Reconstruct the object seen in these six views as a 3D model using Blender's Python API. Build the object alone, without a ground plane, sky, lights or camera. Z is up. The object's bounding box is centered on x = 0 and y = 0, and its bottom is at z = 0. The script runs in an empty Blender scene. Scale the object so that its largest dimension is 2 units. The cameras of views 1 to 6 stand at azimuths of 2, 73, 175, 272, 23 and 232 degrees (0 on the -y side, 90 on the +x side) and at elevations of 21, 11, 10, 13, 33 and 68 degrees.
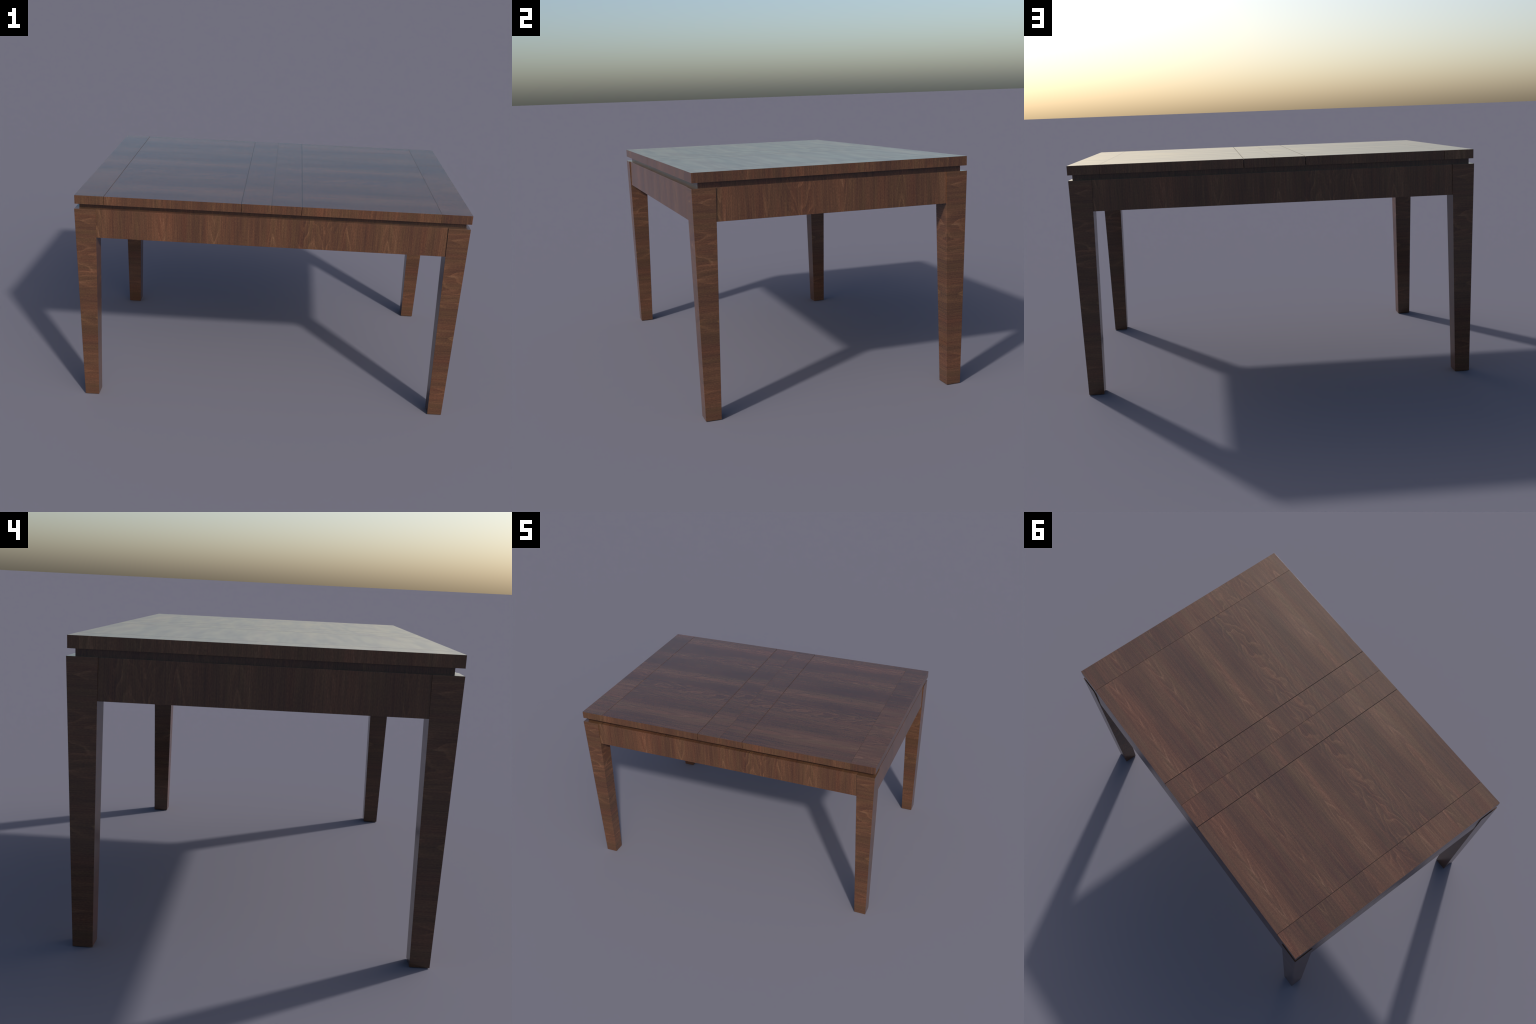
"""Extending dining table in dark walnut veneer: six-board top, recessed
shadow-gap frame, four aprons and four tapered legs."""
import bpy, bmesh
from mathutils import Vector, Matrix

# ------------------------------------------------------------------ sizes (m)
TOP_Z, TOP_BOTTOM = 1.1538, 1.1084            # table boards
TOP_X0, TOP_X1 = -0.9965, 1.0000
TOP_Y0, TOP_Y1 = -0.6800, 0.6780
SEAM_END, SEAM_LEAF = 0.8465, 0.1520          # board joints along x
JOINT, JOINT_THIN = 0.0030, 0.0009            # open joints between boards
RAIL_Z = 1.0825                               # top of legs and aprons
APRON_Z = 0.9298
LEG_CX, LEG_CY = 0.94325, 0.6260              # leg axis
LEG_SHIFT = -0.0010
LEG_TOP = 0.05525                             # half width at the top
LEG_OUT, LEG_IN = 0.03975, 0.03575            # reach at the foot
APRON_X, APRON_Y = 0.9932, 0.6754             # outer planes of the aprons
APRON_T = 0.045
FRAME_X, FRAME_Y0, FRAME_Y1 = 0.9805, -0.6490, 0.6535


# ------------------------------------------------------------ node utilities
class Net:
    def __init__(self, mat):
        mat.use_nodes = True
        self.t = mat.node_tree
        self.t.nodes.clear()

    def node(self, kind, **props):
        n = self.t.nodes.new(kind)
        for k, v in props.items():
            setattr(n, k, v)
        return n

    def put(self, sock, val):
        if isinstance(val, bpy.types.NodeSocket):
            self.t.links.new(val, sock)
        else:
            sock.default_value = val

    def math(self, op, a, b=0.0, c=0.0, clamp=False):
        n = self.node('ShaderNodeMath', operation=op, use_clamp=clamp)
        self.put(n.inputs[0], a)
        self.put(n.inputs[1], b)
        self.put(n.inputs[2], c)
        return n.outputs[0]

    def dot(self, vec, axis, offset):
        n = self.node('ShaderNodeVectorMath', operation='DOT_PRODUCT')
        self.put(n.inputs[0], vec)
        n.inputs[1].default_value = axis
        return self.math('ADD', n.outputs['Value'], offset)

    def noise(self, u, v, su, sv, detail=2.0, rough=0.5, seed=0.0):
        c = self.node('ShaderNodeCombineXYZ')
        self.put(c.inputs[0], self.math('MULTIPLY_ADD', u, su, seed * 7.31))
        self.put(c.inputs[1], self.math('MULTIPLY_ADD', v, sv, seed * 3.77))
        n = self.node('ShaderNodeTexNoise', noise_dimensions='2D')
        self.put(n.inputs['Vector'], c.outputs[0])
        n.inputs['Scale'].default_value = 1.0
        n.inputs['Detail'].default_value = detail
        n.inputs['Roughness'].default_value = rough
        return self.math('SUBTRACT', n.outputs[0], 0.5)      # centred on zero

    def curve(self, x, pts, handle='AUTO'):
        n = self.node('ShaderNodeFloatCurve')
        cv = n.mapping.curves[0]
        while len(cv.points) < len(pts):
            cv.points.new(0.5, 0.5)
        for p, (px, py) in zip(cv.points, sorted(pts)):
            p.location = (px, py)
            p.handle_type = handle
        n.mapping.update()
        self.put(n.inputs['Value'], x)
        return n.outputs[0]

    def ramp(self, x, stops, interp='LINEAR'):
        n = self.node('ShaderNodeValToRGB')
        r = n.color_ramp
        r.interpolation = interp
        while len(r.elements) < len(stops):
            r.elements.new(0.5)
        for e, (p, c) in zip(r.elements, stops):
            e.position = p
            e.color = (*c, 1.0)
        self.put(n.inputs[0], x)
        return n.outputs[0]

    def mix(self, f, a, b, mode='MIX'):
        n = self.node('ShaderNodeMix', data_type='RGBA', blend_type=mode)
        self.put(n.inputs[0], f)
        self.put(n.inputs[6], a if isinstance(a, bpy.types.NodeSocket) else (*a, 1))
        self.put(n.inputs[7], b if isinstance(b, bpy.types.NodeSocket) else (*b, 1))
        return n.outputs[2]


SHEET = 1.40      # width of one veneer sheet across the grain

# Cathedral profile of the veneer across the sheet (position, ring height):
# every high is a row of chevrons pointing one way, every low the other way.
RINGS = [(-0.70, 0.62), (-0.60, 0.40), (-0.50, 0.16), (-0.40, 0.42),
         (-0.30, 0.20), (-0.212, 0.50), (-0.150, 0.38), (-0.09, 0.50), (-0.02, 0.24),
         (0.055, 0.10), (0.14, 0.42), (0.25, 0.72), (0.338, 0.92),
         (0.42, 0.70), (0.50, 0.70), (0.585, 0.94), (0.70, 0.62)]

# How clearly the figure shows: around the chevron rows and in the flame only.
FIGURE = [(-0.70, 0.08), (-0.54, 0.10), (-0.50, 0.95), (-0.46, 0.10), (-0.34, 0.12), (-0.30, 1.0),
          (-0.265, 0.45), (-0.21, 1.0), (-0.11, 1.0), (-0.06, 0.12), (0.02, 0.10), (0.055, 0.95), (0.09, 0.10),
          (0.30, 0.08), (0.338, 1.0), (0.375, 0.10), (0.55, 0.10), (0.585, 1.0), (0.62, 0.10), (0.70, 0.08)]

# Light and dark stripes of the sheet (position, lightness).
STRIPES = [(-0.70, 0.42), (-0.61, 0.34), (-0.56, 0.62), (-0.50, 0.76), (-0.45, 0.60),
           (-0.385, 0.24), (-0.31, 0.42), (-0.22, 0.50), (-0.15, 0.46), (-0.07, 0.20),
           (0.00, 0.58), (0.05, 0.72), (0.10, 0.50), (0.15, 0.16), (0.23, 0.14),
           (0.29, 0.46), (0.34, 0.58), (0.40, 0.40), (0.47, 0.30), (0.53, 0.56),
           (0.58, 0.86), (0.63, 0.66), (0.70, 0.42)]


def veneer(name, along, across, u0=0.0, v0=0.0, tone=0.0, stripes=1.0,
           seed=1.0, rings=1.0, stripe_table=None, bump=1.0, ring_scale=1.0, ior=1.5, warm=1.0):
    """Walnut veneer; `along` / `across` are object-space axes of the grain."""
    mat = bpy.data.materials.new(name)
    k = Net(mat)
    P = k.node('ShaderNodeTexCoord').outputs['Object']
    u = k.dot(P, along, u0)
    v = k.dot(P, across, v0)
    vw = k.math('SUBTRACT', k.math('WRAP', v, SHEET / 2, -SHEET / 2), 0.0)

    # the grain wanders, and is curly in the flame beside the middle
    wander = k.math('MULTIPLY', k.noise(u, v, 2.2, 7.0, 1.0, seed=seed), 0.034)
    d = k.math('DIVIDE', k.math('ADD', vw, 0.165), 0.085)
    flame = k.math('POWER', 2.718, k.math('MULTIPLY', k.math('MULTIPLY', d, d), -1.0))
    curl = k.math('MULTIPLY', k.noise(u, v, 8.0, 13.0, 1.0, seed=seed + 1), 0.105)
    vg = k.math('ADD', vw, k.math('ADD', wander, k.math('MULTIPLY', curl, flame)))
    s01 = k.math('MULTIPLY_ADD', vg, 1 / SHEET, 0.5)
    ring_h = k.curve(s01, [(p / SHEET + 0.5, h) for p, h in RINGS], 'VECTOR')
    f = k.math('MULTIPLY', ring_h, 14.0 * ring_scale)
    f = k.math('MULTIPLY_ADD', u, 7.5, f)
    f = k.math('MULTIPLY_ADD', k.noise(u, v, 3.0, 12.0, 2.0, seed=seed + 2), 0.9, f)
    saw = k.math('FRACT', f)
    edge = k.ramp(saw, [(0.0, (0.45,) * 3), (0.05, (0.0,) * 3), (0.35, (0.06,) * 3), (0.70, (0.40,) * 3),
                        (0.88, (1.0,) * 3), (0.96, (1.0,) * 3), (1.0, (0.45,) * 3)])
    edge = k.math('SUBTRACT', edge, 0.30)
    line_var = k.math('ADD', k.math('MULTIPLY', k.noise(u, v, 2.0, 11.0, 2.0, seed=seed + 3), 2.0), 0.80, clamp=True)

    fig = k.curve(s01, [(p / SHEET + 0.5, h) for p, h in FIGURE])
    line_var = k.math('MULTIPLY', line_var, fig)

    # stripes, streaks and pores
    st = k.curve(k.math('MULTIPLY_ADD', k.math('ADD', vw, k.math('MULTIPLY', wander, 0.8)),
                        1 / SHEET, 0.5),
                 [(p / SHEET + 0.5, h) for p, h in (stripe_table or STRIPES)])
    t = k.math('MULTIPLY_ADD', k.math('SUBTRACT', st, 0.45), 0.48 * stripes, 0.47 + tone)
    t = k.math('MULTIPLY_ADD', k.noise(u, v, 1.4, 7.0, 2.0, seed=seed + 4), 0.36, t)
    t = k.math('MULTIPLY_ADD', k.noise(u, v, 1.6, 60.0, 3.0, 0.65, seed=seed + 5), 0.56, t)
    t = k.math('MULTIPLY_ADD', k.noise(u, v, 6.0, 230.0, 2.0, 0.6, seed=seed + 6), 0.58, t)
    t = k.math('MULTIPLY_ADD', k.noise(u, v, 100.0, 330.0, 1.0, 0.5, seed=seed + 7), 0.55, t)
    grain = t
    t = k.math('MULTIPLY_ADD', k.math('MULTIPLY', edge, line_var), 0.46 * rings, t)

    col = k.ramp(t, [(0.00, (0.0375, 0.0194, 0.0148)),
                     (0.30, (0.0585, 0.0282, 0.0178)),
                     (0.55, (0.0800, 0.0392, 0.0222)),
                     (0.80, (0.1080, 0.0545, 0.0302)),
                     (1.00, (0.1390, 0.0740, 0.0445))])
    # some streaks lean red, others olive
    hue = k.math('MULTIPLY_ADD', k.noise(u, v, 1.5, 26.0, 2.0, seed=seed + 8), 1.6, 0.5)
    d = k.math('DIVIDE', k.math('SUBTRACT', vw, 0.575), 0.07)          # a ruddy stripe
    ruddy = k.math('POWER', 2.718, k.math('MULTIPLY', k.math('MULTIPLY', d, d), -1.0))
    hue = k.math('MULTIPLY_ADD', ruddy, 0.24, hue, clamp=True)
    tint = k.ramp(hue, [(0.0, (0.92, 1.03, 0.94)), (0.5, (1.0, 1.0, 1.0)),
                        (1.0, (1.08, 0.95, 0.95))])
    col = k.mix(1.0, col, tint, 'MULTIPLY')
    if warm != 1.0:                       # slightly ruddier sheets on the sides
        col = k.mix(1.0, col, (1.03, 1.0, warm), 'MULTIPLY')

    bsdf = k.node('ShaderNodeBsdfPrincipled')
    k.put(bsdf.inputs['Base Color'], col)
    rough = k.math('MULTIPLY_ADD', k.noise(u, v, 2.5, 18.0, 2.0, seed=seed + 9), 0.10, 0.19)
    k.put(bsdf.inputs['Roughness'], rough)
    bsdf.inputs['IOR'].default_value = ior
    bp = k.node('ShaderNodeBump')
    bp.inputs['Strength'].default_value = 0.009 * bump
    bp.inputs['Distance'].default_value = 0.004
    ripple = k.noise(u, v, 7.0, 30.0, 2.0, seed=seed + 10)
    k.put(bp.inputs['Height'], k.math('MULTIPLY_ADD', grain, 0.15, ripple))
    k.put(bsdf.inputs['Normal'], bp.outputs[0])
    out = k.node('ShaderNodeOutputMaterial')
    k.t.links.new(bsdf.outputs[0], out.inputs[0])
    return mat


# ------------------------------------------------------------ mesh utilities
def finish(bm, name, mats, parent, bevel=0.0007, pick=None):
    """Bevel all edges, hand out the materials by face direction, make object."""
    bmesh.ops.recalc_face_normals(bm, faces=bm.faces)
    if bevel:
        bmesh.ops.bevel(bm, geom=bm.edges[:], offset=bevel, segments=2,
                        profile=0.5, affect='EDGES', clamp_overlap=True)
    bmesh.ops.recalc_face_normals(bm, faces=bm.faces)
    me = bpy.data.meshes.new(name)
    for f in bm.faces:
        f.smooth = True
        f.material_index = pick(f.normal) if pick else 0
    bm.to_mesh(me)
    bm.free()
    for m in mats:
        me.materials.append(m)
    ob = bpy.data.objects.new(name, me)
    bpy.context.collection.objects.link(ob)
    ob.parent = parent
    wn = ob.modifiers.new('weighted_normal', 'WEIGHTED_NORMAL')
    wn.keep_sharp = False
    wn.weight = 100
    return ob


def box(x0, x1, y0, y1, z0, z1):
    bm = bmesh.new()
    c = Vector(((x0 + x1) / 2, (y0 + y1) / 2, (z0 + z1) / 2))
    m = Matrix.Translation(c) @ Matrix.Diagonal((x1 - x0, y1 - y0, z1 - z0, 1))
    bmesh.ops.create_cube(bm, size=1.0, matrix=m)
    return bm


def twin(ob, parent, loc, angle):
    c = ob.copy()                       # shares the mesh data
    bpy.context.collection.objects.link(c)
    c.parent = parent
    c.location = loc
    c.rotation_euler = (0, 0, angle)
    return c


# ------------------------------------------------------------------ the table
table = bpy.data.objects.new('dining_table', None)
bpy.context.collection.objects.link(table)
table['label'] = 'dark walnut extending dining table with tapered square legs'
table['category'] = 'dining table'

X, Y, Z = (1, 0, 0), (0, 1, 0), (0, 0, 1)
flat_or_side = lambda n: 0 if abs(n.z) > 0.7 else 1

# --- table boards: name, x range, grain offset of the face, of the edge, tone
j, e = JOINT / 2, JOINT_THIN / 2
END_A = [(-0.70, 0.34), (-0.60, 0.38), (-0.52, 0.74), (-0.42, 0.58), (-0.28, 0.52),
         (-0.12, 0.60), (0.02, 0.66), (0.12, 0.52), (0.20, 0.20), (0.32, 0.12),
         (0.42, 0.30), (0.50, 0.18), (0.57, 0.44), (0.70, 0.56)]
END_B = [(-0.70, 0.52), (-0.56, 0.62), (-0.46, 0.58), (-0.34, 0.74), (-0.24, 0.52),
         (-0.16, 0.24), (-0.06, 0.50), (0.04, 0.46), (0.13, 0.12), (0.22, 0.34),
         (0.32, 0.40), (0.40, 0.44), (0.48, 0.20), (0.58, 0.54), (0.70, 0.66)]
boards = [
    ('end_board',      SEAM_END + e,   TOP_X1,          0.37, 0.10, 0.30, 0.02, END_A),
    ('top_panel',      SEAM_LEAF + j,  SEAM_END - e,    0.00, 0.00, 0.06, 0.00, None),
    ('extension_leaf', e,              SEAM_LEAF - j,   0.23, 0.02, -0.22, -0.02, None),
    ('extension_leaf', -SEAM_LEAF + j, -e,              0.58, -0.06, 0.14, -0.02, None),
    ('top_panel',      -SEAM_END + e,  -SEAM_LEAF - j,  0.771, 0.00, 0.44, 0.00, None),
    ('end_board',      TOP_X0,         -SEAM_END - j,   0.11, -0.08, -0.06, 0.03, END_B),
]
rim_tones = (-0.05, 0.04, -0.07, -0.05, -0.02, 0.12)
for i, (name, x0, x1, u0, v0, ev, tone, tab) in enumerate(boards):
    face = veneer('veneer_top', X, Y, u0=u0, v0=v0, tone=tone, seed=1.0, stripe_table=tab, rings=0.78, ior=1.58,
                  stripes=0.62 if name == 'extension_leaf' else 1.0)
    rim = veneer('veneer_rim', Z, (-0.95, 0.95, 0), u0=0.31 * i, v0=ev, seed=3.0,
                 stripes=0.5, rings=0.6, tone=rim_tones[i], warm=0.95)
    finish(box(x0, x1, TOP_Y0, TOP_Y1, TOP_BOTTOM, TOP_Z), name, [face, rim], table,
           bevel=0.0005, pick=flat_or_side)

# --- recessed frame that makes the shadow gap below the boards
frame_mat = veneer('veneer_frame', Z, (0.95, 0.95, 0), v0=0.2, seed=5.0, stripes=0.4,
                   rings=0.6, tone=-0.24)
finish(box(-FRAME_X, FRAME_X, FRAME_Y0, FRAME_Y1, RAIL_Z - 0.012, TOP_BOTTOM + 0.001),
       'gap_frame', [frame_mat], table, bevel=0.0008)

# --- core just under the faces, so that the board joints are shallow grooves
finish(box(TOP_X0 + 0.0025, TOP_X1 - 0.0025, TOP_Y0 + 0.0025, TOP_Y1 - 0.0025, TOP_BOTTOM + 0.003,
           TOP_Z - 0.0030), 'board_core', [frame_mat], table, bevel=0)

# --- aprons (grain upright)
half = LEG_CX - 0.030
long_mat = veneer('veneer_long_apron', Z, (-0.95, 0, 0), u0=0.55, v0=0.06, seed=1.0, stripes=0.75, rings=0.8, warm=0.95)
a = finish(box(-half, half, -APRON_Y, -APRON_Y + APRON_T, APRON_Z, RAIL_Z - 0.0006),
           'long_apron', [long_mat], table)
twin(a, table, (0, 0, 0), 3.14159265)
half = LEG_CY - 0.030
for sx, v0, u0 in ((1, 0.02, 0.18), (-1, -0.586, 0.55)):
    m = veneer('veneer_short_apron', (0, 0, sx * -1.0), (0, 0.95, 0), u0=u0, v0=v0, seed=1.0, stripes=0.75, rings=0.8, warm=0.95)
    xs = sorted((sx * APRON_X, sx * (APRON_X - APRON_T)))
    finish(box(xs[0] + LEG_SHIFT, xs[1] + LEG_SHIFT, -half, half, APRON_Z, RAIL_Z - 0.0006),
           'short_apron', [m], table)

# --- legs: square, tapering on all four sides; grain lies across the leg
LEG_TONES = [(1.08, 0.52), (1.02, 0.50), (0.99, 0.32), (0.95, 0.40), (0.87, 0.42), (0.81, 0.62),
             (0.75, 0.52), (0.66, 0.50), (0.61, 0.20), (0.57, 0.28), (0.53, 0.56), (0.48, 0.58),
             (0.42, 0.42), (0.36, 0.20), (0.285, 0.26), (0.275, 0.30), (0.25, 0.52), (0.20, 0.62), (0.12, 0.62),
             (0.06, 0.46), (0.02, 0.28)]                      # height, lightness
LEG_V = 0.43
LEG_STRIPES = [((z + LEG_V + SHEET / 2) % SHEET - SHEET / 2, h) for z, h in LEG_TONES]
leg_mat = veneer('veneer_leg', (1, -1, 0), Z, u0=0.30, v0=LEG_V, seed=2.0,
                 stripe_table=LEG_STRIPES, stripes=1.0, rings=0.85, ring_scale=0.6, warm=0.95)
bm = bmesh.new()
lo = [bm.verts.new((x, y, 0.0)) for x, y in ((-LEG_IN, -LEG_IN), (LEG_OUT, -LEG_IN),
                                             (LEG_OUT, LEG_OUT), (-LEG_IN, LEG_OUT))]
hi = [bm.verts.new((x * LEG_TOP, y * LEG_TOP, RAIL_Z)) for x, y in ((-1, -1), (1, -1), (1, 1), (-1, 1))]
bm.faces.new(lo[::-1])
bm.faces.new(hi)
for i in range(4):
    bm.faces.new((lo[i], lo[(i + 1) % 4], hi[(i + 1) % 4], hi[i]))
leg = finish(bm, 'leg', [leg_mat], table, bevel=0.0009)
leg.location = (LEG_CX + LEG_SHIFT, LEG_CY, 0)
for sx, sy, ang in ((-1, 1, 1.57079633), (-1, -1, 3.14159265), (1, -1, 4.71238898)):
    twin(leg, table, (sx * LEG_CX + LEG_SHIFT, sy * LEG_CY, 0), ang)
